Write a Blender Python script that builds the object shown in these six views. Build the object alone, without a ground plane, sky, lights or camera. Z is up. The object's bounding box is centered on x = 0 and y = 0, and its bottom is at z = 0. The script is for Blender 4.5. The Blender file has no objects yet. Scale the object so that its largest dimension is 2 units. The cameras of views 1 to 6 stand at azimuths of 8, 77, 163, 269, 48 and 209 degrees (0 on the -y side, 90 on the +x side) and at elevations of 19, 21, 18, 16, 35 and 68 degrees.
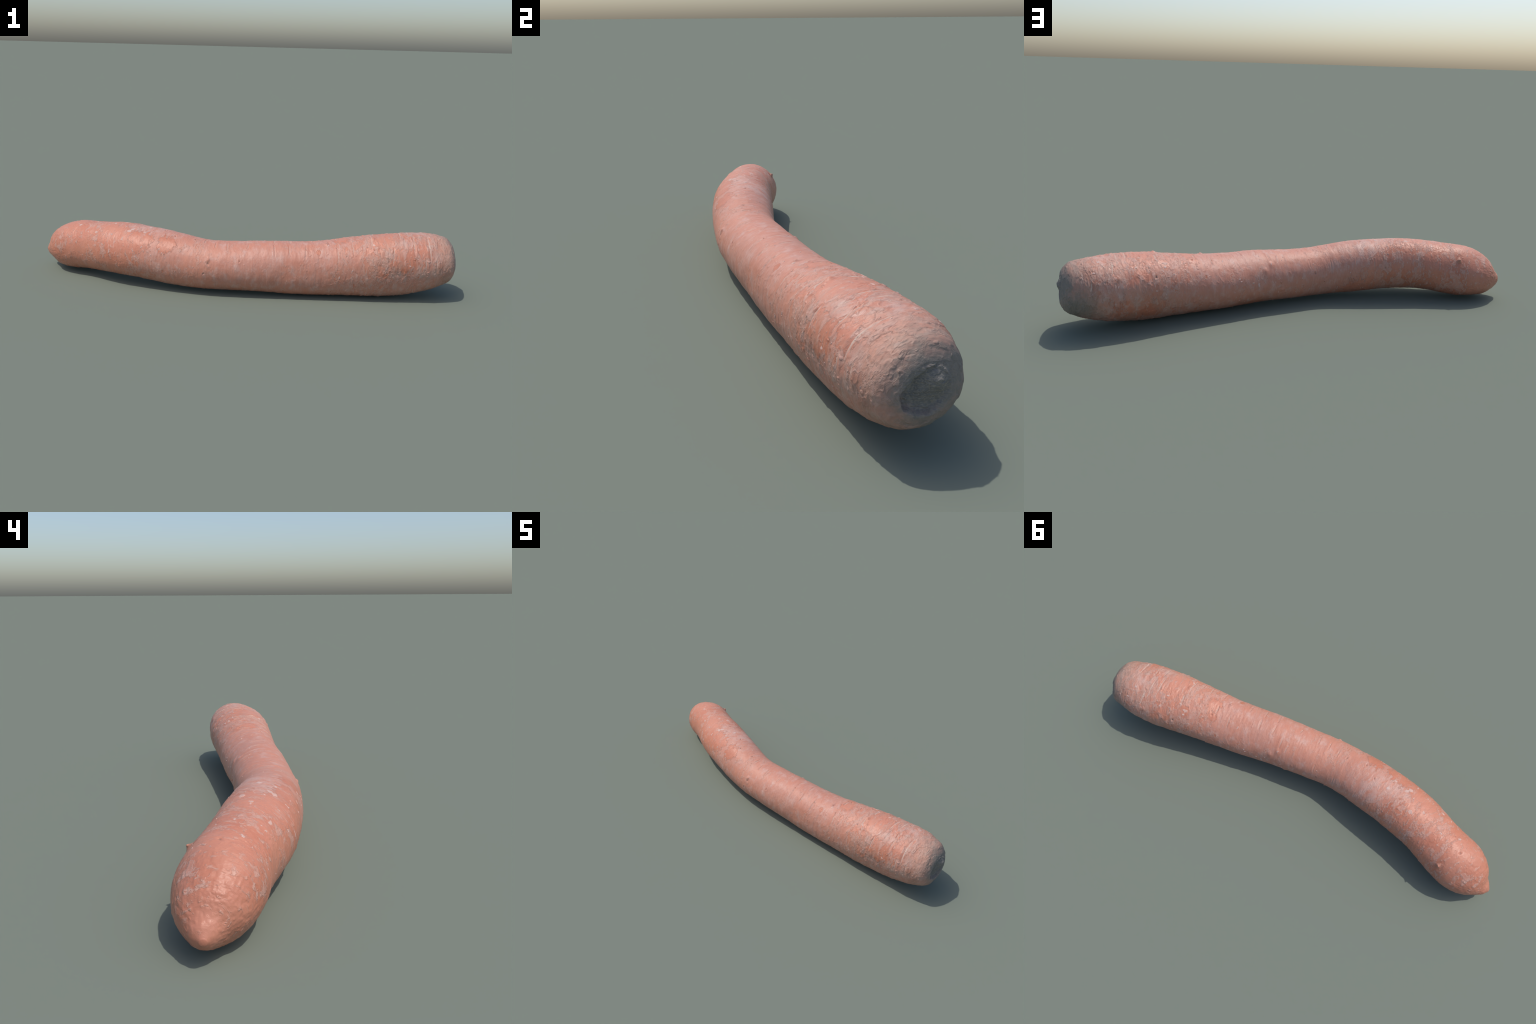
"""A single carrot lying on its side: a bent, tapering tap root with a blunt
nipple-like tip, a rounded shoulder and the sunken grey scar of the cut leaves."""
import bpy
import math
import random
import numpy as np

SEED = 20
rng = random.Random(SEED)

# ------------------------------------------------------------------ the form
# spine of the root: (place along it from tip 0 to crown 1, centre in metres)
SPINE = [
    (0.000, (-0.9968, 0.1014, 0.0800)),
    (0.025, (-0.9524, 0.0987, 0.0851)),
    (0.055, (-0.8992, 0.0896, 0.0997)),
    (0.095, (-0.8276, 0.0716, 0.1207)),
    (0.140, (-0.7438, 0.0493, 0.1341)),
    (0.200, (-0.6316, 0.0055, 0.1472)),
    (0.280, (-0.4751, -0.0351, 0.1509)),
    (0.360, (-0.3145, -0.0621, 0.1402)),
    (0.440, (-0.1548, -0.0775, 0.1255)),
    (0.520, (0.0029, -0.0665, 0.1227)),
    (0.600, (0.1633, -0.0490, 0.1264)),
    (0.680, (0.3276, -0.0240, 0.1246)),
    (0.760, (0.4962, 0.0009, 0.1351)),
    (0.840, (0.6665, 0.0269, 0.1492)),
    (0.920, (0.8354, 0.0509, 0.1657)),
    (1.000, (0.9962, 0.0676, 0.1830)),
]
# mean radius along the spine
RADIUS = [
    (0.000, 0.0111), (0.003, 0.0193), (0.008, 0.0316), (0.015, 0.0415),
    (0.024, 0.0565), (0.035, 0.0753), (0.050, 0.0927), (0.070, 0.1072),
    (0.100, 0.1184), (0.140, 0.1184), (0.180, 0.1169), (0.240, 0.1206),
    (0.300, 0.1220), (0.370, 0.1203), (0.440, 0.1138), (0.510, 0.1143),
    (0.580, 0.1169), (0.650, 0.1208), (0.720, 0.1254), (0.790, 0.1340),
    (0.850, 0.1400), (0.895, 0.1385), (0.930, 0.1325), (0.955, 0.1222),
    (0.972, 0.1115), (0.986, 0.0985), (1.000, 0.0457),
]
# how the cross-section departs from a circle: two- and three-fold waves
LOBES = [
    (0.000, (-0.0074, -0.0035, 0.0006, 0.0028)),
    (0.025, (-0.0028, 0.0300, -0.0044, 0.0241)),
    (0.050, (0.0180, 0.0165, -0.0009, -0.0055)),
    (0.080, (0.0263, 0.0205, -0.0103, -0.0065)),
    (0.120, (0.0017, 0.0057, 0.0089, -0.0010)),
    (0.170, (-0.0065, -0.0171, -0.0135, 0.0066)),
    (0.230, (-0.0057, -0.0457, 0.0020, 0.0093)),
    (0.300, (0.0007, -0.0351, 0.0009, 0.0170)),
    (0.400, (-0.0192, -0.0149, 0.0006, 0.0127)),
    (0.500, (0.0127, -0.0124, 0.0043, 0.0179)),
    (0.600, (-0.0022, -0.0078, -0.0202, 0.0049)),
    (0.700, (0.0019, -0.0158, -0.0298, 0.0109)),
    (0.800, (-0.0178, -0.0235, -0.0245, 0.0300)),
    (0.880, (-0.0166, -0.0144, -0.0297, 0.0407)),
    (0.950, (0.0073, -0.0303, 0.0005, 0.0209)),
    (1.000, (0.0187, -0.0320, 0.0123, -0.0218)),
]
LENGTH = 2.03
MOUTH = .9972                       # where the shoulder turns in to the scar

# transverse lenticel scars: (place at first end, at other end, first and last
# angle in degrees round the root, width in metres)
LENTICELS = [
    (0.639, 0.639, 72, 44, .0034), (0.677, 0.674, 70, 34, .0034),
    (0.747, 0.744, 68, 22, .0040), (0.777, 0.777, 70, 36, .0036),
    (0.820, 0.815, 86, 46, .0062), (0.860, 0.855, 48, 16, .0048),
    (0.887, 0.882, 72, 42, .0052), (0.907, 0.902, 78, 30, .0046),
    (0.940, 0.937, 86, 14, .0072), (0.799, 0.797, 62, 38, .0036),
    (0.607, 0.609, 70, 38, .0030), (0.900, 0.897, 126, 78, .0066),
    (0.910, 0.907, 142, 110, .0060), (0.882, 0.880, 114, 72, .0056),
    (0.825, 0.825, 118, 92, .0060), (0.747, 0.747, 110, 84, .0038),
    (0.714, 0.714, 126, 98, .0044), (0.642, 0.642, 104, 80, .0044),
    (0.609, 0.607, 108, 80, .0034), (0.584, 0.584, 130, 102, .0040),
    (0.569, 0.566, 134, 110, .0036), (0.554, 0.551, 76, 60, .0040),
    (0.504, 0.504, 84, 56, .0036), (0.476, 0.476, 86, 62, .0034),
    (0.449, 0.449, 96, 78, .0034), (0.491, 0.491, 152, 132, .0034),
    (0.431, 0.431, 174, 140, .0034), (0.368, 0.366, 166, 144, .0030),
    (0.326, 0.326, 172, 150, .0030), (0.962, 0.962, 160, 132, .0060),
    (0.947, 0.945, 172, 154, .0060), (0.926, 0.924, 24, 2, .0052),
    (0.951, 0.949, 20, -6, .0052),
    # the side lying on the ground and the far flank, never seen from above
    (0.850, 0.848, 262, 228, .0044), (0.730, 0.731, 300, 270, .0040),
    (0.640, 0.638, 236, 206, .0038), (0.540, 0.541, 320, 290, .0036),
    (0.400, 0.400, 276, 244, .0034), (0.900, 0.901, 318, 286, .0050),
    (0.330, 0.331, 330, 304, .0030),
]
# small round root scars, pitted and dark inside: (place, degrees, radius, depth)
PITS = [
    (0.464, 20, .0080, .0040), (0.456, 356, .0060, .0030), (0.534, 28, .0060, .0030),
    (0.677, 58, .0050, .0028), (0.744, 58, .0060, .0030), (0.820, 46, .0060, .0040),
    (0.724, 74, .0055, .0030), (0.807, 54, .0060, .0030), (0.754, 110, .0060, .0036),
    (0.424, 86, .0080, .0030), (0.479, 166, .0080, .0030), (0.301, 172, .0080, .0030),
    (0.832, 148, .0070, .0045), (0.607, 70, .0045, .0030), (0.378, 78, .0080, .0034),
    (0.346, 96, .0070, .0030), (0.150, 70, .0060, .0025), (0.118, 92, .0090, .0040),
    (0.700, 230, .0060, .0030), (0.560, 260, .0070, .0030), (0.880, 300, .0060, .0030),
]
# blunt swellings of the flesh: (place, degrees, length, width, height)
KNOBS = [
    (0.820, 74, .012, .016, .0075), (0.724, 72, .009, .012, .0060),
    (0.464, 29, .009, .012, .0055), (0.900, 150, .014, .014, .0030),
    (0.600, 150, .012, .016, .0030), (0.584, 138, .014, .018, .0035),
    (0.180, 48, .014, .020, .0020), (0.900, 205, .130, .085, .0065), (0.235, 195, .120, .070, .0050),
    (0.975, 215, .035, .070, .0040), (0.925, 62, .100, .060, -.0045), (0.560, 196, .012, .010, .0035),
]

# lifted flakes of dried skin, placed: (place, degrees, length, breadth, turn)
FLAKES = [
    (0.810, 122, .024, .016, 20), (0.867, 130, .013, .008, 70), (0.932, 114, .013, .010, 30),
    (0.820, 57, .010, .014, 0), (0.825, 112, .012, .011, 10), (0.727, 67, .016, .006, 60),
    (0.857, 106, .014, .012, 0), (0.632, 172, .013, .007, 20), (0.662, 160, .008, .007, 0),
    (0.619, 178, .011, .020, 0), (0.900, 162, .014, .005, 70), (0.812, 130, .012, .010, 40),
    (0.832, 170, .008, .006, 0), (0.659, 165, .008, .006, 0), (0.689, 116, .008, .016, 0),
    (0.584, 137, .014, .006, 70), (0.246, 108, .022, .020, 10), (0.226, 90, .012, .016, 0),
    (0.266, 40, .008, .011, 20), (0.238, 50, .007, .010, 20), (0.308, 70, .014, .012, 30),
    (0.173, 92, .010, .008, 0), (0.278, 74, .030, .014, 60), (0.311, 96, .014, .020, 0),
    (0.201, 50, .013, .008, 60), (0.178, 48, .007, .009, 0), (0.316, 30, .007, .013, -15),
    (0.356, 34, .010, .007, 50), (0.223, 22, .008, .011, 0), (0.241, 8, .006, .018, 0),
    (0.266, 44, .006, .010, 10), (0.298, 18, .007, .009, 0), (0.138, 68, .016, .012, 20),
    (0.198, 50, .013, .012, 30), (0.273, 66, .026, .018, 15), (0.942, 138, .010, .008, 0),
    (0.772, 8, .014, .006, 70), (0.745, -6, .016, .007, 80), (0.890, 12, .008, .007, 0),
]


def natural_spline(knots, values, at):
    """Cubic spline through the control values (second derivative 0 at the ends)."""
    x = np.asarray(knots, float)
    y = np.asarray(values, float)
    n, h = len(x), np.diff(x)
    a = np.eye(n)
    b = np.zeros_like(y)
    for i in range(1, n - 1):
        a[i, i - 1:i + 2] = h[i - 1], 2 * (h[i - 1] + h[i]), h[i]
        b[i] = 6 * ((y[i + 1] - y[i]) / h[i] - (y[i] - y[i - 1]) / h[i - 1])
    m = np.linalg.solve(a, b)
    j = np.clip(np.searchsorted(x, at) - 1, 0, n - 2)
    p, q, w = (x[j + 1] - at) / h[j], (at - x[j]) / h[j], h[j]
    if y.ndim > 1:
        p, q, w = p[:, None], q[:, None], w[:, None]
    return p * y[j] + q * y[j + 1] + ((p ** 3 - p) * m[j] + (q ** 3 - q) * m[j + 1]) * w * w / 6


# every quantity that depends on the place along the root, on one fine ruler
RULER = np.linspace(0, 1, 6001)
_C = natural_spline([k for k, _ in SPINE], [v for _, v in SPINE], RULER)
_R = np.sqrt(np.maximum(natural_spline([k for k, _ in RADIUS], [v * v for _, v in RADIUS], RULER), 1e-6))
_L = natural_spline([k for k, _ in LOBES], [v for _, v in LOBES], RULER)
_T = np.gradient(_C, RULER, axis=0)
_T /= np.linalg.norm(_T, axis=1)[:, None]
_U = np.cross(_T, [0, 0, 1.0])
_U /= np.linalg.norm(_U, axis=1)[:, None]
_V = np.cross(_U, _T)


def along(table, t):
    if table.ndim == 1:
        return np.interp(t, RULER, table)
    return np.stack([np.interp(t, RULER, table[:, k]) for k in range(table.shape[1])], -1)


def smooth_form(t, a):
    """Point of the smooth root at place t and angle a (arrays of one size)."""
    h = along(_L, t)
    r = along(_R, t) * (1 + h[:, 0] * np.cos(2 * a) + h[:, 1] * np.sin(2 * a)
                        + h[:, 2] * np.cos(3 * a) + h[:, 3] * np.sin(3 * a))
    return along(_C, t) + (r * np.cos(a))[:, None] * along(_U, t) + (r * np.sin(a))[:, None] * along(_V, t)


def form_normal(t, a):
    e = 4e-4
    lo, hi = np.clip(t - e, 0, 1), np.clip(t + e, 0, 1)
    along_t = smooth_form(hi, a) - smooth_form(lo, a)
    round_a = smooth_form(t, a + .004) - smooth_form(t, a - .004)
    n = np.cross(round_a, along_t)
    n /= np.maximum(np.linalg.norm(n, axis=1), 1e-12)[:, None]
    out = (np.cos(a))[:, None] * along(_U, t) + (np.sin(a))[:, None] * along(_V, t)
    flip = np.sign((n[len(n) // 2] * out[len(n) // 2]).sum())
    return n * flip


# ------------------------------------------------------------------ relief
def lattice(ix, iy, iz, seed):
    h = (ix * 374761393 + iy * 668265263 + iz * 1442695041 + seed * 1274126177) & 0xFFFFFFFF
    h = ((h ^ (h >> 13)) * 1274126177) & 0xFFFFFFFF
    h = ((h ^ (h >> 16)) * 2246822519) & 0xFFFFFFFF
    return h ^ (h >> 15)


def noise(p, seed):
    """Gradient noise, about -1..1, at the rows of p."""
    i = np.floor(p).astype(np.int64)
    f = p - i
    w = f * f * f * (f * (f * 6 - 15) + 10)
    total = 0
    for dx in (0, 1):
        for dy in (0, 1):
            for dz in (0, 1):
                h = lattice(i[:, 0] + dx, i[:, 1] + dy, i[:, 2] + dz, seed)
                gx = (h & 255) / 127.5 - 1
                gy = ((h >> 8) & 255) / 127.5 - 1
                gz = ((h >> 16) & 255) / 127.5 - 1
                dot = gx * (f[:, 0] - dx) + gy * (f[:, 1] - dy) + gz * (f[:, 2] - dz)
                total = total + dot * ((w[:, 0] if dx else 1 - w[:, 0]) * (w[:, 1] if dy else 1 - w[:, 1])
                                       * (w[:, 2] if dz else 1 - w[:, 2]))
    return total * 1.3


def step(lo, hi, x):
    x = np.clip((x - lo) / (hi - lo), 0, 1)
    return x * x * (3 - 2 * x)


def turn(a, degrees):
    d = a - math.radians(degrees)
    return (d + math.pi) % (2 * math.pi) - math.pi


def relief(t, a):
    """Height of the skin above the smooth form, in metres."""
    r = along(_R, t)
    s = t * LENGTH
    ring = np.stack([np.zeros_like(s), np.cos(a), np.sin(a)], -1)
    tube = ring * r[:, None]
    tube[:, 0] = s

    def skin(fs, fr, seed):
        return noise(np.stack([tube[:, 0] * fs, tube[:, 1] * fr, tube[:, 2] * fr], -1) + seed * 7.13, seed)

    tip = 1 - step(.05, .13, t)
    shoulder = step(.90, .975, t)
    rough = .35 + .65 * step(.60, .86, t) + .25 * (1 - step(.22, .34, t))
    h = .0016 * skin(9, 9, 1)
    h += .0007 * skin(34, 7, 2) * (1 - tip) + .0011 * skin(19, 15, 20) + .0008 * skin(42, 26, 21)                     # rings of growth
    h += (.0005 + .0003 * step(.55, .85, t)) * skin(85, 12, 3) * (1 - tip)
    # dried skin: plateaus with sharp little edges where it is torn
    torn = skin(34, 18, 4) + .55 * skin(90, 40, 5)
    h += .0010 * rough * step(-.04, .14, torn)
    lifted = skin(64, 22, 6) + .4 * skin(150, 70, 16)
    h += .0013 * rough * np.exp(-((lifted - .12) / .075) ** 2) * step(0, .25, skin(13, 10, 7))
    h += .00035 * skin(190, 110, 8) * rough
    # little warts
    wart = skin(70, 60, 9)
    h += .0016 * rough * step(.50, .68, wart)
    # lengthwise wrinkles of the drying tip
    h += tip * (.0009 * noise(np.stack([s * 26, tube[:, 1] * 30, tube[:, 2] * 30], -1) + 3, 10)
                + .0007 * noise(np.stack([s * 30, tube[:, 1] * 120, tube[:, 2] * 120], -1), 31)
                + .0009 * noise(np.stack([s * 60, tube[:, 1] * 85, tube[:, 2] * 85], -1), 11)) * step(0, .012, t)
    # weathered, crusty shoulder
    h += shoulder * (.0013 * skin(30, 26, 12) + .0008 * np.abs(skin(75, 55, 13)))
    # shallow ring round each lenticel, then a groove
    for t0, t1, a0, a1, w in LENTICELS:
        mid, half = (a0 + a1) / 2, abs(a0 - a1) / 2
        d = turn(a, mid)
        u = np.clip(np.abs(d) / math.radians(half), 0, 3)
        centre = (t0 + t1) / 2 + (t0 - t1) * np.clip(d / math.radians(2 * half), -1, 1)
        x = (t - centre) * LENGTH / w
        fade = 1 - step(.8, 1.15, u)
        h += fade * (-.0011 * np.exp(-x * x / .8) + .0006 * np.exp(-(np.abs(x) - 1.9) ** 2 / .7))
    for t0, a0, rad, depth in PITS:
        # drawn out round the root, and leaning a little
        q = ((t - t0) * LENGTH + .3 * math.sin(a0) * turn(a, a0) * r) ** 2 * 1.9 + (turn(a, a0) * r) ** 2 * .55
        h += -depth * np.exp(-q / (rad * .55) ** 2) + depth * .16 * np.exp(-(np.sqrt(q) - rad * 1.25) ** 2 / (rad * .5) ** 2)
    for t0, a0, ls, lr, high in KNOBS:
        q = ((t - t0) * LENGTH / ls) ** 2 + (turn(a, a0) * r / lr) ** 2
        h += high * np.exp(-q * 1.6)
    h += -.0002 - .0007 * rough
    return h * step(0, .004, t) * (1 - .85 * step(.992, 1, t))


def skin_point(t, a, lift=0.0):
    t, a = np.asarray(t, float).ravel(), np.asarray(a, float).ravel()
    return smooth_form(t, a) + form_normal(t, a) * (relief(t, a) + lift)[:, None]


# ------------------------------------------------------------------ materials
SPINE_X = [c[0] for _, c in SPINE]


class Shade:
    """Short-hand for building a node tree."""

    def __init__(self, name):
        self.mat = bpy.data.materials.new(name)
        self.mat.use_nodes = True
        self.nt = self.mat.node_tree
        self.nt.nodes.clear()
        self.out = self.nt.nodes.new("ShaderNodeOutputMaterial")
        self.bsdf = self.nt.nodes.new("ShaderNodeBsdfPrincipled")
        self.nt.links.new(self.bsdf.outputs[0], self.out.inputs[0])
        self.position = self.nt.nodes.new("ShaderNodeTexCoord").outputs["Object"]

    def put(self, socket, value):
        if isinstance(value, bpy.types.NodeSocket):
            self.nt.links.new(value, socket)
        elif isinstance(value, (tuple, list)) and len(value) == 3 and socket.type == "RGBA":
            socket.default_value = (*value, 1)
        else:
            socket.default_value = value

    def math(self, op, a, b=0.0, c=0.0, clamp=False):
        n = self.nt.nodes.new("ShaderNodeMath")
        n.operation, n.use_clamp = op, clamp
        for s, v in zip(n.inputs, (a, b, c)):
            self.put(s, v)
        return n.outputs[0]

    def add(self, a, b):
        return self.math("ADD", a, b)

    def mul(self, a, b):
        return self.math("MULTIPLY", a, b)

    def ramp(self, x, lo, hi, a=0.0, b=1.0):
        n = self.nt.nodes.new("ShaderNodeMapRange")
        n.interpolation_type = "SMOOTHSTEP"
        for s, v in zip(n.inputs, (x, lo, hi, a, b)):
            self.put(s, v)
        return n.outputs[0]

    def split(self, v):
        n = self.nt.nodes.new("ShaderNodeSeparateXYZ")
        self.put(n.inputs[0], v)
        return n.outputs

    def join(self, x, y, z):
        n = self.nt.nodes.new("ShaderNodeCombineXYZ")
        for s, v in zip(n.inputs, (x, y, z)):
            self.put(s, v)
        return n.outputs[0]

    def curve(self, x, points, lo, hi):
        """A smooth function of x given by a few control points."""
        u = self.math("DIVIDE", self.math("SUBTRACT", x, points[0][0]), points[-1][0] - points[0][0], clamp=True)
        n = self.nt.nodes.new("ShaderNodeFloatCurve")
        c = n.mapping.curves[0]
        while len(c.points) < len(points):
            c.points.new(.5, .5)
        span = points[-1][0] - points[0][0]
        for q, (px, py) in zip(c.points, points):
            q.location = ((px - points[0][0]) / span, (py - lo) / (hi - lo))
        n.mapping.update()
        self.put(n.inputs["Value"], u)
        return self.math("MULTIPLY_ADD", n.outputs[0], hi - lo, lo)

    def noise(self, v, scale, detail=4.0, rough=.55, distort=0.0, fac=True):
        n = self.nt.nodes.new("ShaderNodeTexNoise")
        self.put(n.inputs["Vector"], v)
        n.inputs["Scale"].default_value = scale
        n.inputs["Detail"].default_value = detail
        n.inputs["Roughness"].default_value = rough
        n.inputs["Distortion"].default_value = distort
        return n.outputs[0 if fac else 1]

    def voronoi(self, v, scale, randomness=1.0, feature="F1"):
        n = self.nt.nodes.new("ShaderNodeTexVoronoi")
        n.feature = feature
        self.put(n.inputs["Vector"], v)
        n.inputs["Scale"].default_value = scale
        n.inputs["Randomness"].default_value = randomness
        return n.outputs[0]

    def mix(self, fac, a, b, blend="MIX"):
        n = self.nt.nodes.new("ShaderNodeMix")
        n.data_type, n.blend_type = "RGBA", blend
        self.put(n.inputs[0], fac)
        self.put(n.inputs[6], a)
        self.put(n.inputs[7], b)
        return n.outputs[2]

    def near(self, point, radius, wobble, soft=.35, ragged=2.6):
        """1 inside a blotch round the point, with an edge broken by the wobble."""
        n = self.nt.nodes.new("ShaderNodeVectorMath")
        n.operation = "DISTANCE"
        self.put(n.inputs[0], self.position)
        n.inputs[1].default_value = point
        d = self.math("MULTIPLY_ADD", wobble, radius * ragged, self.add(n.outputs["Value"], -radius * ragged / 2))
        return self.ramp(d, radius * (1 + soft), radius * (1 - soft))

    def most(self, items):
        total = items[0]
        for i in items[1:]:
            total = self.math("MAXIMUM", total, i)
        return total

    def bump(self, height, distance, strength=1.0):
        n = self.nt.nodes.new("ShaderNodeBump")
        n.inputs["Strength"].default_value = strength
        n.inputs["Distance"].default_value = distance
        self.put(n.inputs["Height"], height)
        self.put(self.bsdf.inputs["Normal"], n.outputs[0])


FLESH = (.555, .222, .143)          # bare orange skin
FLESH_DEEP = (.500, .170, .098)
FILM = (.530, .242, .172)           # thin dried film, pinkish
FILM_PALE = (.555, .322, .258)
FLECK = (.610, .395, .318)
CREAM = (.540, .390, .300)
TAN = (.350, .210, .155)
GREY = (.205, .190, .158)
SLATE = (.172, .160, .145)


def spine_frame(sh):
    """Coordinates that follow the bent root: place along it, and across it."""
    x, y, z = sh.split(sh.position)
    ys = [(c[0], c[1]) for _, c in SPINE]
    zs = [(c[0], c[2]) for _, c in SPINE]
    slope = np.interp(SPINE_X, SPINE_X, np.gradient([c[1] for c in (v for _, v in SPINE)], SPINE_X))
    across = sh.math("SUBTRACT", y, sh.curve(x, ys, -.12, .15))
    s = sh.math("MULTIPLY_ADD", across, sh.curve(x, list(zip(SPINE_X, slope)), -.6, .4), x)
    across = sh.math("SUBTRACT", y, sh.curve(s, ys, -.12, .15))
    up = sh.math("SUBTRACT", z, sh.curve(s, zs, 0, .3))
    return s, across, up


def make_skin():
    sh = Shade("carrot_skin")
    s, across, up = spine_frame(sh)

    def tube(k):
        return sh.join(sh.mul(s, k), across, up)

    wide = sh.noise(tube(1.6), 5.0, 3, .5)
    patch = sh.noise(tube(1.9), 13.0, 7, .62, .5)
    blot = sh.noise(tube(1.5), 24.0, 5, .6, .3)
    fine = sh.noise(tube(2.2), 60.0, 5, .65, .4)
    grain = sh.noise(tube(1.6), 210.0, 3, .6)
    scratch = sh.noise(tube(9.0), 16.0, 4, .6, .2)
    wobble = sh.add(sh.mul(patch, .6), sh.mul(fine, .4))

    # where the dried film still covers the orange skin
    cover = sh.curve(s, [(-1.0, -.17), (-.84, -.09), (-.62, -.05), (-.45, -.01), (-.36, .04), (-.22, .13),
                         (.10, .17), (.36, .12), (.50, .07), (.64, .03), (.80, .04), (.92, .05), (1.01, .05)], -.4, .4)
    bare = sh.most([
        sh.near((.690, -.004, .286), .062, wobble), sh.near((.836, -.012, .283), .026, wobble),
        sh.near((.946, .005, .264), .040, wobble), sh.near((.385, -.097, .223), .012, wobble),
        sh.near((.700, .150, .095), .085, wobble), sh.near((.672, .160, .190), .060, wobble),
        sh.near((.586, .093, .258), .022, wobble), sh.near((.850, -.055, .250), .030, wobble),
        sh.near((.762, -.092, .207), .050, wobble), sh.near((-.303, -.140, .225), .040, wobble),
        sh.near((-.439, -.129, .232), .060, wobble), sh.near((-.548, -.108, .229), .070, wobble),
        sh.near((.460, .045, .250), .020, wobble), sh.near((.480, -.010, .262), .030, wobble),
        sh.near((.200, -.020, .020), .080, wobble), sh.near((-.300, .030, .030), .090, wobble),
    ])
    dusty = sh.most([
        sh.near((.868, .052, .294), .064, wobble), sh.near((.755, -.036, .278), .034, wobble),
        sh.near((-.420, -.070, .265), .050, wobble), sh.near((-.510, -.050, .265), .030, wobble),
        sh.near((-.340, .000, .250), .050, wobble),
    ])
    level = sh.add(sh.add(sh.mul(sh.add(patch, -.5), .85), sh.mul(sh.add(fine, -.5), .35)), cover)
    level = sh.add(level, sh.mul(sh.add(wide, -.5), .35))
    level = sh.math("MULTIPLY_ADD", bare, -.36, level)
    level = sh.math("MULTIPLY_ADD", dusty, .22, level)
    film = sh.ramp(level, -.05, .06)
    rim = sh.mul(sh.ramp(level, -.03, .015), sh.ramp(level, .07, .02))
    thick = sh.ramp(sh.add(blot, sh.mul(dusty, .16)), .50, .70)

    orange = sh.mix(sh.ramp(wide, .35, .65), FLESH, FLESH_DEEP)
    orange = sh.mix(sh.mul(sh.ramp(fine, .35, .7), .35), orange, (.59, .255, .165))
    end = sh.ramp(s, -.72, -.93)
    orange = sh.mix(sh.mul(end, .45), orange, (.485, .195, .125))
    coat = sh.mix(sh.mul(thick, .75), FILM, FILM_PALE)
    coat = sh.mix(sh.mul(sh.ramp(scratch, .50, .72), .32), coat, (.59, .375, .315))
    coat = sh.mix(sh.mul(sh.ramp(fine, .52, .34), .35), coat, (.450, .205, .150))
    veil = sh.ramp(sh.add(sh.mul(wide, .5), sh.mul(blot, .5)), .38, .60, .30, 1.0)
    colour = sh.mix(sh.mul(film, veil), orange, coat)
    colour = sh.mix(sh.mul(rim, .40), colour, FLECK)

    # pale flecks and short scuffs running round the root
    dash = sh.noise(tube(2.0), 34.0, 5, .6, .5)
    busy = sh.curve(s, [(-1, .02), (-.8, .07), (-.4, .05), (-.2, -.04), (.3, -.05), (.55, .00), (.95, .04), (1.01, 0)], -.1, .1)
    fleck = sh.ramp(sh.add(dash, busy), .630, .735)
    colour = sh.mix(sh.mul(fleck, .42), colour, FLECK)
    line = sh.mul(sh.ramp(sh.noise(tube(15.0), 7.0, 3, .55), .66, .72), sh.ramp(s, -.3, .0))
    colour = sh.mix(sh.mul(line, .28), colour, CREAM)
    chalk = sh.noise(tube(2.1), 24.0, 6, .65, .5)
    where = sh.curve(s, [(-1, -.08), (-.80, -.03), (-.4, .015), (-.1, -.06), (.25, -.07), (.45, -.02), (.6, .035), (.9, .06), (1.01, .0)], -.1, .1)
    chalk = sh.ramp(sh.math("MULTIPLY_ADD", dusty, .06, sh.add(chalk, where)), .555, .680)
    colour = sh.mix(sh.mul(chalk, .46), colour, (.565, .375, .312))
    worn = sh.mul(sh.ramp(sh.noise(tube(1.3), 11.0, 5, .6, .3), .46, .64), sh.ramp(s, .42, .72))
    colour = sh.mix(sh.mul(worn, .32), colour, (.430, .305, .245))
    soil = sh.mul(sh.ramp(sh.noise(tube(3.0), 70.0, 3, .6), .70, .76), sh.ramp(wide, .45, .6))
    colour = sh.mix(sh.mul(soil, .45), colour, (.20, .135, .105))
    speck = sh.ramp(sh.voronoi(tube(1.3), 26.0), .075, .035)
    speck = sh.mul(speck, sh.ramp(blot, .50, .56))
    colour = sh.mix(sh.mul(speck, .55), colour, (.17, .115, .095))
    for t0, a0, rad, depth in PITS:
        point = skin_point([t0], [math.radians(a0)])[0]
        n = sh.nt.nodes.new("ShaderNodeVectorMath")
        n.operation = "DISTANCE"
        sh.put(n.inputs[0], sh.position)
        n.inputs[1].default_value = tuple(point)
        colour = sh.mix(sh.ramp(n.outputs["Value"], rad * .7, rad * .2, 0, .5), colour, (.20, .135, .11))

    # grey crown, patchy towards the lower flank
    grey_patch = sh.most([
        sh.near((1.005, .090, .190), .104, wobble, .55, 2.0), sh.near((.955, .165, .115), .085, wobble, .7, 1.3),
        sh.near((.985, .130, .215), .070, wobble, .6, 2.0), sh.near((.975, .100, .085), .050, wobble, .6, 1.3),
    ])
    halo = sh.near((1.00, .070, .195), .165, wobble, .35, 1.3)
    colour = sh.mix(sh.mul(halo, .55), colour, sh.mix(sh.ramp(blot, .4, .6), TAN, (.440, .265, .195)))
    crust = sh.mix(sh.ramp(fine, .38, .66), GREY, (.235, .205, .170))
    colour = sh.mix(sh.mul(grey_patch, .92), colour, crust)
    scar = sh.near((.998, .066, .184), .060, wobble, .35, 1.0)
    rings = sh.noise(sh.join(sh.mul(s, 2), sh.mul(across, 3.0), sh.mul(up, 6.0)), 26.0, 5, .6, 2.0)
    colour = sh.mix(scar, colour, sh.mix(sh.ramp(rings, .44, .60), SLATE, (.265, .230, .185)))
    colour = sh.mix(.10, colour, sh.mix(grain, (.30, .30, .30), (.70, .70, .70)), "SOFT_LIGHT")

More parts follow.
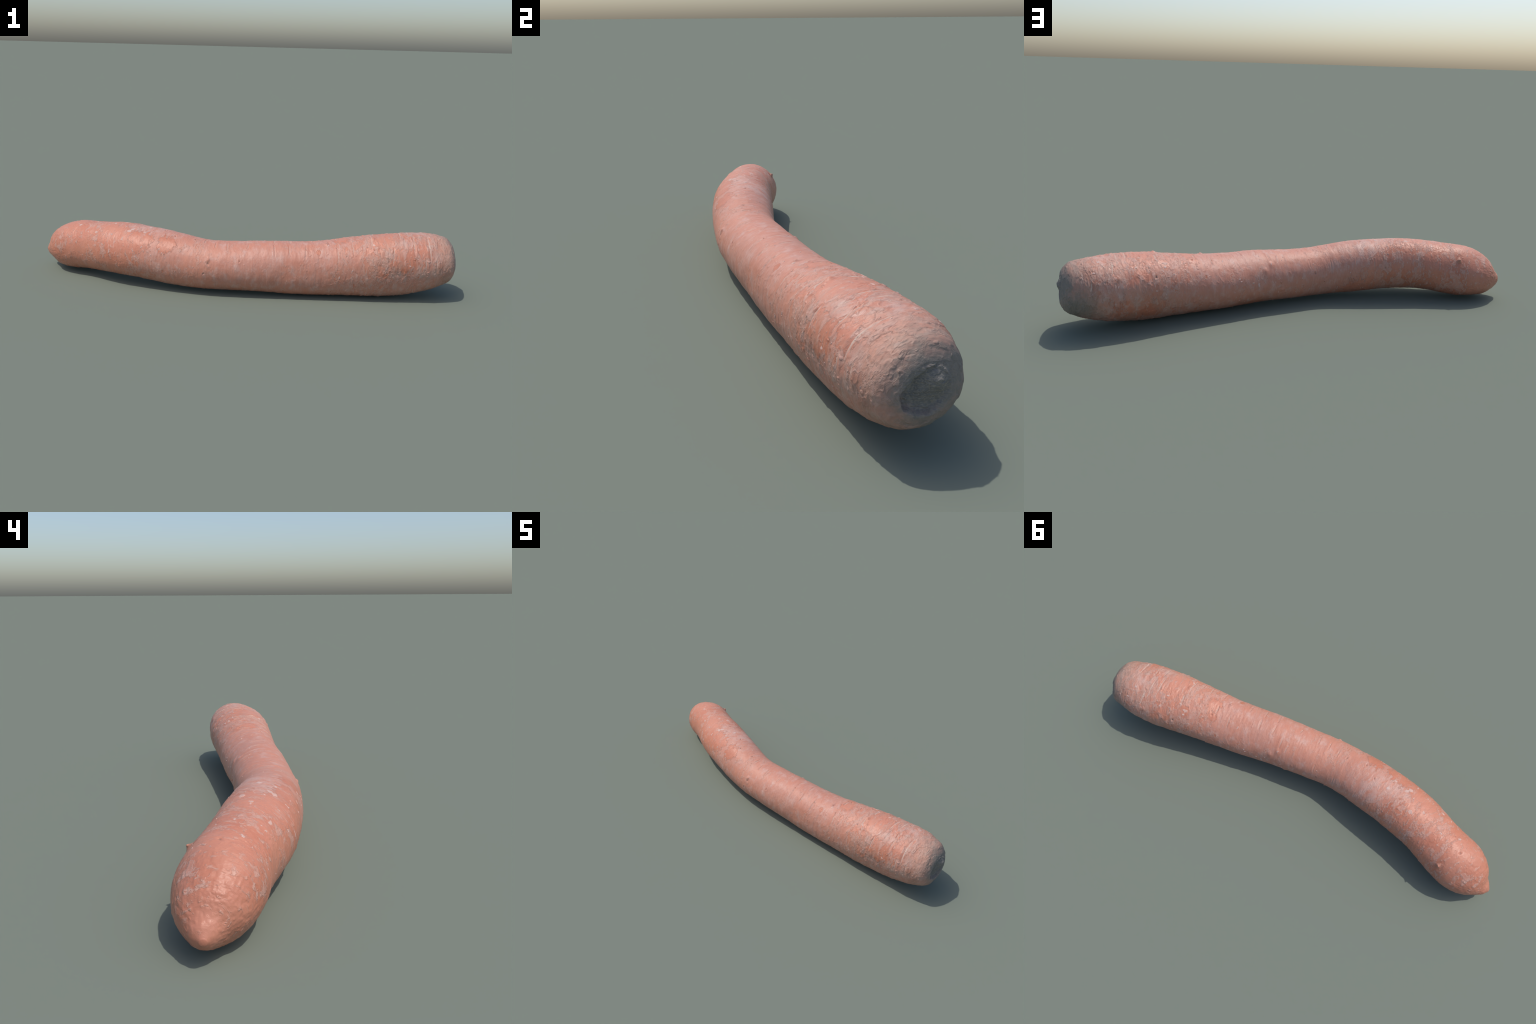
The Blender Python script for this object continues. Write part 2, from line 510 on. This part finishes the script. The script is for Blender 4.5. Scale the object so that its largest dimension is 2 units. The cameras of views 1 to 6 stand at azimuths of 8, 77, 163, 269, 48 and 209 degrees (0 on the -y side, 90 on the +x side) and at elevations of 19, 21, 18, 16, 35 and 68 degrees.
    sh.put(sh.bsdf.inputs["Base Color"], colour)
    dry = sh.most([grey_patch, scar, sh.mul(halo, .5)])
    sh.put(sh.bsdf.inputs["Roughness"], sh.math("MULTIPLY_ADD", dry, .30, sh.ramp(film, 0, 1, .43, .51)))
    sh.bsdf.inputs["Specular IOR Level"].default_value = .5
    height = sh.add(sh.mul(film, .22), sh.mul(rim, .5))
    height = sh.add(height, sh.mul(fleck, .8))
    height = sh.add(height, sh.mul(chalk, .5))
    height = sh.add(height, sh.mul(fine, .9))
    height = sh.add(height, sh.mul(scratch, .5))
    height = sh.add(height, sh.mul(grain, .16))
    sh.bump(height, .0016, .75)
    return sh.mat


def make_lenticel():
    sh = Shade("lenticel_cork")
    s, across, up = spine_frame(sh)
    v = sh.join(sh.mul(s, 3.0), across, up)
    a = sh.noise(v, 30.0, 4, .6)
    b = sh.noise(v, 90.0, 4, .6)
    colour = sh.mix(sh.ramp(a, .35, .65), (.520, .300, .235), (.560, .400, .320))
    colour = sh.mix(sh.ramp(b, .60, .70, 0, .75), colour, (.24, .165, .135))
    sh.put(sh.bsdf.inputs["Base Color"], colour)
    sh.bsdf.inputs["Roughness"].default_value = .7
    sh.bsdf.inputs["Specular IOR Level"].default_value = .3
    sh.bump(b, .001, .6)
    return sh.mat


def make_flake():
    sh = Shade("dry_skin_flake")
    v = sh.position
    a = sh.noise(v, 60.0, 4, .6)
    info = sh.nt.nodes.new("ShaderNodeObjectInfo").outputs["Random"]
    colour = sh.mix(info, (.585, .360, .290), (.560, .385, .330))
    colour = sh.mix(sh.ramp(a, .50, .75, 0, .6), colour, (.52, .275, .21))
    sh.put(sh.bsdf.inputs["Base Color"], colour)
    sh.bsdf.inputs["Roughness"].default_value = .6
    sh.bsdf.inputs["Specular IOR Level"].default_value = .35
    sh.bump(a, .001, .5)
    return sh.mat


def make_rootlet():
    sh = Shade("rootlet_bark")
    a = sh.noise(sh.position, 90.0, 4, .6)
    sh.put(sh.bsdf.inputs["Base Color"], sh.mix(a, (.42, .17, .105), (.53, .25, .17)))
    sh.bsdf.inputs["Roughness"].default_value = .65
    sh.bump(a, .001, .5)
    return sh.mat


# ------------------------------------------------------------------ building
def new_object(name, verts, faces, mat, parent, smooth=True):
    me = bpy.data.meshes.new(name)
    me.from_pydata([tuple(v) for v in verts], [], faces)
    me.materials.append(mat)
    me.polygons.foreach_set("use_smooth", [smooth] * len(me.polygons))
    me.update()
    ob = bpy.data.objects.new(name, me)
    bpy.context.collection.objects.link(ob)
    ob.parent = parent
    return ob


def quad_mesh(name, verts, quads, mat, parent, normals):
    """Fast mesh from arrays, shaded with the normals of the whole root."""
    used, inverse = np.unique(quads, return_inverse=True)
    faces = inverse.reshape(quads.shape).astype(np.int32)
    me = bpy.data.meshes.new(name)
    me.vertices.add(len(used))
    me.vertices.foreach_set("co", verts[used].astype(np.float32).ravel())
    me.loops.add(faces.size)
    me.loops.foreach_set("vertex_index", faces.ravel())
    me.polygons.add(len(faces))
    me.polygons.foreach_set("loop_start", np.arange(0, faces.size, 4, dtype=np.int32))
    me.materials.append(mat)
    me.update(calc_edges=True)
    me.polygons.foreach_set("use_smooth", np.ones(len(faces), bool))
    me.normals_split_custom_set_from_vertices(normals[used].tolist())
    ob = bpy.data.objects.new(name, me)
    bpy.context.collection.objects.link(ob)
    ob.parent = parent
    return ob


def mouth_outline(phi):
    """Share of the way to the rim at which the scar drops: a blunt five-sided mouth."""
    corners = [0, 110, 175, 262, 325, 360]
    deg = np.degrees(phi) % 360
    out = np.ones_like(deg)
    for c0, c1 in zip(corners, corners[1:]):
        half = math.radians(c1 - c0) / 2
        inside = (deg >= c0) & (deg <= c1)
        flat = math.cos(half) / np.cos(np.radians(deg - (c0 + c1) / 2))
        out = np.where(inside, .42 + .58 * np.maximum(flat, .62), out)
    return out


def build_root(carrot, skin):
    around = 560
    edges = np.concatenate([np.linspace(0, .014, 22)[:-1], np.linspace(.014, .05, 34)[:-1],
                            np.linspace(.05, .93, 880)[:-1], np.linspace(.93, .988, 90)[:-1],
                            np.linspace(.988, MOUTH, 30)])
    angle = np.linspace(0, 2 * math.pi, around, endpoint=False)
    t = np.repeat(edges, around)
    a = np.tile(angle, len(edges))
    body = skin_point(t, a)
    # the tip closes in a small rounded button
    rim = body[:around]
    axis, centre = -along(_T, np.array([0.0]))[0], rim.mean(0)
    caps = [centre + (rim - centre) * math.cos(q) + axis * .0030 * math.sin(q) for q in np.linspace(math.pi / 2 - .05, 0, 7)[:-1]]
    # the crown closes in a sunken, wrinkled scar with a boss left by the stalk
    rim = body[-around:]
    axis, centre = along(_T, np.array([MOUTH]))[0], rim.mean(0)
    u, v = along(_U, np.array([1.0]))[0], along(_V, np.array([1.0]))[0]
    dish = []
    for rho in np.linspace(1, .012, 84)[1:]:
        p = centre + (rim - centre) * rho
        pu, pv = (p - centre) @ u, (p - centre) @ v
        lip = mouth_outline(np.arctan2(pv, pu)) + .07 * noise(np.stack([pu * 70, pv * 70, pu * 0 + 9], -1), 44)
        lowest = .0105 + .0080 * pu / .06 - .003 * pv / .06
        h = -lowest * step(lip, lip - .17, rho)
        h = h + .0205 * np.exp(-(((pu + .020) / .030) ** 2 + ((pv - .020) / .028) ** 2)) * step(1.0, .84, rho)
        h = h + .0045 * np.exp(-((pu - .010) ** 2 + (pv + .004) ** 2) / .016 ** 2)
        q = np.stack([pu * 60 + 5, pv * 110, np.full_like(pu, rho * 2)], -1)
        q[:, 1] += 1.6 * noise(q * .35, 41)
        h = h + step(1.0, .9, rho) * (.0020 * noise(q, 42) + .0013 * noise(q * 2.3, 43))
        dish.append(p + axis * h[:, None])
    verts = np.vstack(caps + [body] + dish)
    rows = len(caps) + len(edges) + len(dish)
    n = np.arange(around)
    row = np.arange(rows - 1)[:, None] * around
    quads = np.stack([row + n, row + (n + 1) % around, row + around + (n + 1) % around, row + around + n], -1)
    # close both poles with quads across the tiny last rings
    def lid(start, flip):
        k = np.arange(0, around // 2 - 1)
        q = np.stack([start + k, start + k + 1, start + around - 2 - k, start + around - 1 - k], -1)
        return q[:, ::-1] if flip else q
    faces = quads.reshape(-1, 4)
    # outward winding
    f0 = faces[len(faces) // 2]
    nrm = np.cross(verts[f0[1]] - verts[f0[0]], verts[f0[2]] - verts[f0[0]])
    mid_t = edges[max(0, (f0[0] // around) - len(caps))]
    outward = verts[f0[0]] - along(_C, np.array([mid_t]))[0]
    turned = (nrm * outward).sum() < 0
    if turned:
        quads = quads[..., ::-1]
        faces = quads.reshape(-1, 4)
    # vertex normals of the whole root, so that the parts meet without a seam
    fn = np.cross(verts[faces[:, 2]] - verts[faces[:, 0]], verts[faces[:, 3]] - verts[faces[:, 1]])
    normals = np.zeros_like(verts)
    for k in range(4):
        for c in range(3):
            normals[:, c] += np.bincount(faces[:, k], fn[:, c], len(verts))
    normals /= np.maximum(np.linalg.norm(normals, axis=1), 1e-15)[:, None]

    first, last = len(caps), len(caps) + len(edges) - 1
    tip_end = first + int(np.searchsorted(edges, .115))
    neck = first + int(np.searchsorted(edges, .955))
    regions = [
        ("root_tip", np.vstack([quads[:tip_end].reshape(-1, 4), lid(0, not turned)])),
        ("root_body", quads[tip_end:neck].reshape(-1, 4)),
        ("shoulder", quads[neck:last].reshape(-1, 4)),
        ("stalk_scar", np.vstack([quads[last:].reshape(-1, 4), lid((rows - 1) * around, turned)])),
    ]
    for name, part in regions:
        quad_mesh(name, verts, part, skin, carrot, normals)


def build_lenticel(spec, carrot, mat, index):
    """A thin corky strip set into its groove, tapering to both ends."""
    t0, t1, a0, a1, w = spec
    n, m = 40, 7
    f = np.linspace(0, 1, n)
    wave = np.interp(f, np.linspace(0, 1, 9), [rng.uniform(-.5, .5) for _ in range(9)])
    ragged = np.interp(f, np.linspace(0, 1, 14), [rng.uniform(.45, 1.15) for _ in range(14)])
    half = w * .62 * ragged * np.sqrt(np.clip(np.sin(f * math.pi), .015, 1))
    cross = np.linspace(-1, 1, m)
    tt = t0 + (t1 - t0) * f + wave * w * .35 / LENGTH
    t = (tt[:, None] + cross[None] * half[:, None] / LENGTH).ravel()
    a = np.radians(np.repeat(a0 + (a1 - a0) * f, m))
    dome = .0008 * (1 - np.tile(cross, n) ** 2) - .0003
    dome = dome - .0007 * (np.repeat(np.abs(f - .5) * 2, m) > .97)
    verts = skin_point(t, a, dome)
    faces = [(i * m + k, i * m + k + 1, (i + 1) * m + k + 1, (i + 1) * m + k) for i in range(n - 1) for k in range(m - 1)]
    return new_object("lenticel" if index == 0 else f"lenticel.{index:03d}", verts, faces, mat, carrot)


def flake_geometry(spec):
    """An irregular, slightly curled scale of dried skin, thick at one edge."""
    t0, a0, ls, lr, tw = spec
    rings, n = 6, 26
    ph = np.linspace(0, 2 * math.pi, n, endpoint=False)
    out = 1 + sum(rng.uniform(-.22, .22) * np.cos(k * ph + rng.uniform(0, 6.3)) for k in range(2, 7))
    r0 = float(np.interp(t0, RULER, _R))
    c, s = math.cos(math.radians(tw)), math.sin(math.radians(tw))
    lean = rng.uniform(0, 6.3)
    ts, as_, lift = [t0], [math.radians(a0)], [.0007]
    for k in range(1, rings + 1):
        rho = k / rings
        x, y = ls * .5 * rho * out * np.cos(ph), lr * .5 * rho * out * np.sin(ph)
        ts += list(t0 + (x * c - y * s) / LENGTH)
        as_ += list(math.radians(a0) + (x * s + y * c) / r0)
        edge = .0007 + .0008 * rho * np.cos(ph - lean)
        lift += list(edge if k < rings else np.full(n, -.0008))
    verts = skin_point(ts, as_, np.array(lift))
    faces = [(0, 1 + k, 1 + (k + 1) % n) for k in range(n)]
    for j in range(rings - 1):
        b = 1 + j * n
        faces += [(b + k, b + n + k, b + n + (k + 1) % n, b + (k + 1) % n) for k in range(n)]
    return verts, faces


def build_flakes(carrot, mat):
    for i, spec in enumerate(FLAKES):
        verts, faces = flake_geometry(spec)
        new_object("skin_flake" if i == 0 else f"skin_flake.{i:03d}", verts, faces, mat, carrot)
    verts, faces, base = [], [], 0
    for _ in range(110):
        # crumbs gather on the tip third and on the upper root near the crown
        t = rng.choice([rng.uniform(.10, .36), rng.uniform(.60, .97), rng.uniform(.36, .66)])
        spec = (t, rng.uniform(0, 360), rng.uniform(.0025, .006), rng.uniform(.003, .010), rng.uniform(-25, 25))
        v, f = flake_geometry(spec)
        verts.append(v)
        faces += [tuple(k + base for k in q) for q in f]
        base += len(v)
    ob = new_object("skin_crumb", np.vstack(verts), faces, mat, carrot)
    ob["kind"] = "stuff"


def build_rootlets(carrot, mat):
    """Short broken side roots: a snapped stub near the tip and a few bristles."""
    #        place, degrees, length, radius, lean along the root
    stubs = [(.130, 143, .0105, .0085, -.35), (.452, 187, .006, .0030, .2), (.565, 178, .005, .0028, -.3),
             (.375, 190, .005, .0026, .1), (.660, 262, .005, .0028, .2)]
    for i, (t0, a0, length, radius, lean) in enumerate(stubs):
        base = skin_point([t0], [math.radians(a0)], np.array([-.002]))[0]
        nrm = form_normal(np.array([t0]), np.array([math.radians(a0)]))[0]
        tan = along(_T, np.array([t0]))[0]
        side = np.cross(nrm, tan)
        rings, n = 9, 16
        verts, faces = [], []
        for k in range(rings):
            f = k / (rings - 1)
            rad = radius * (.8 * (1 - f) ** 2 + .75 * (1 - f) + .28)
            mid = base + nrm * (length * f + .002) + tan * lean * length * f * f
            for q in range(n):
                g = 2 * math.pi * q / n
                wob = 1 + .18 * math.sin(3 * g + 5 * f + i)
                verts.append(mid + (tan * math.cos(g) * .8 + side * math.sin(g)) * rad * wob)
        verts.append(base + nrm * (length * 1.02) + tan * lean * length)
        for k in range(rings - 1):
            faces += [(k * n + q, k * n + (q + 1) % n, (k + 1) * n + (q + 1) % n, (k + 1) * n + q) for q in range(n)]
        faces += [((rings - 1) * n + q, (rings - 1) * n + (q + 1) % n, rings * n) for q in range(n)]
        new_object("rootlet" if i == 0 else f"rootlet.{i:03d}", verts, faces, mat, carrot)


def main():
    carrot = bpy.data.objects.new("carrot", None)
    bpy.context.collection.objects.link(carrot)
    carrot["label"] = "bent raw carrot with dusty orange skin and grey cut crown"
    carrot["category"] = "carrot"
    skin = make_skin()
    build_root(carrot, skin)
    cork = make_lenticel()
    for i, spec in enumerate(LENTICELS):
        build_lenticel(spec, carrot, cork, i)
    build_flakes(carrot, make_flake())
    build_rootlets(carrot, make_rootlet())


main()
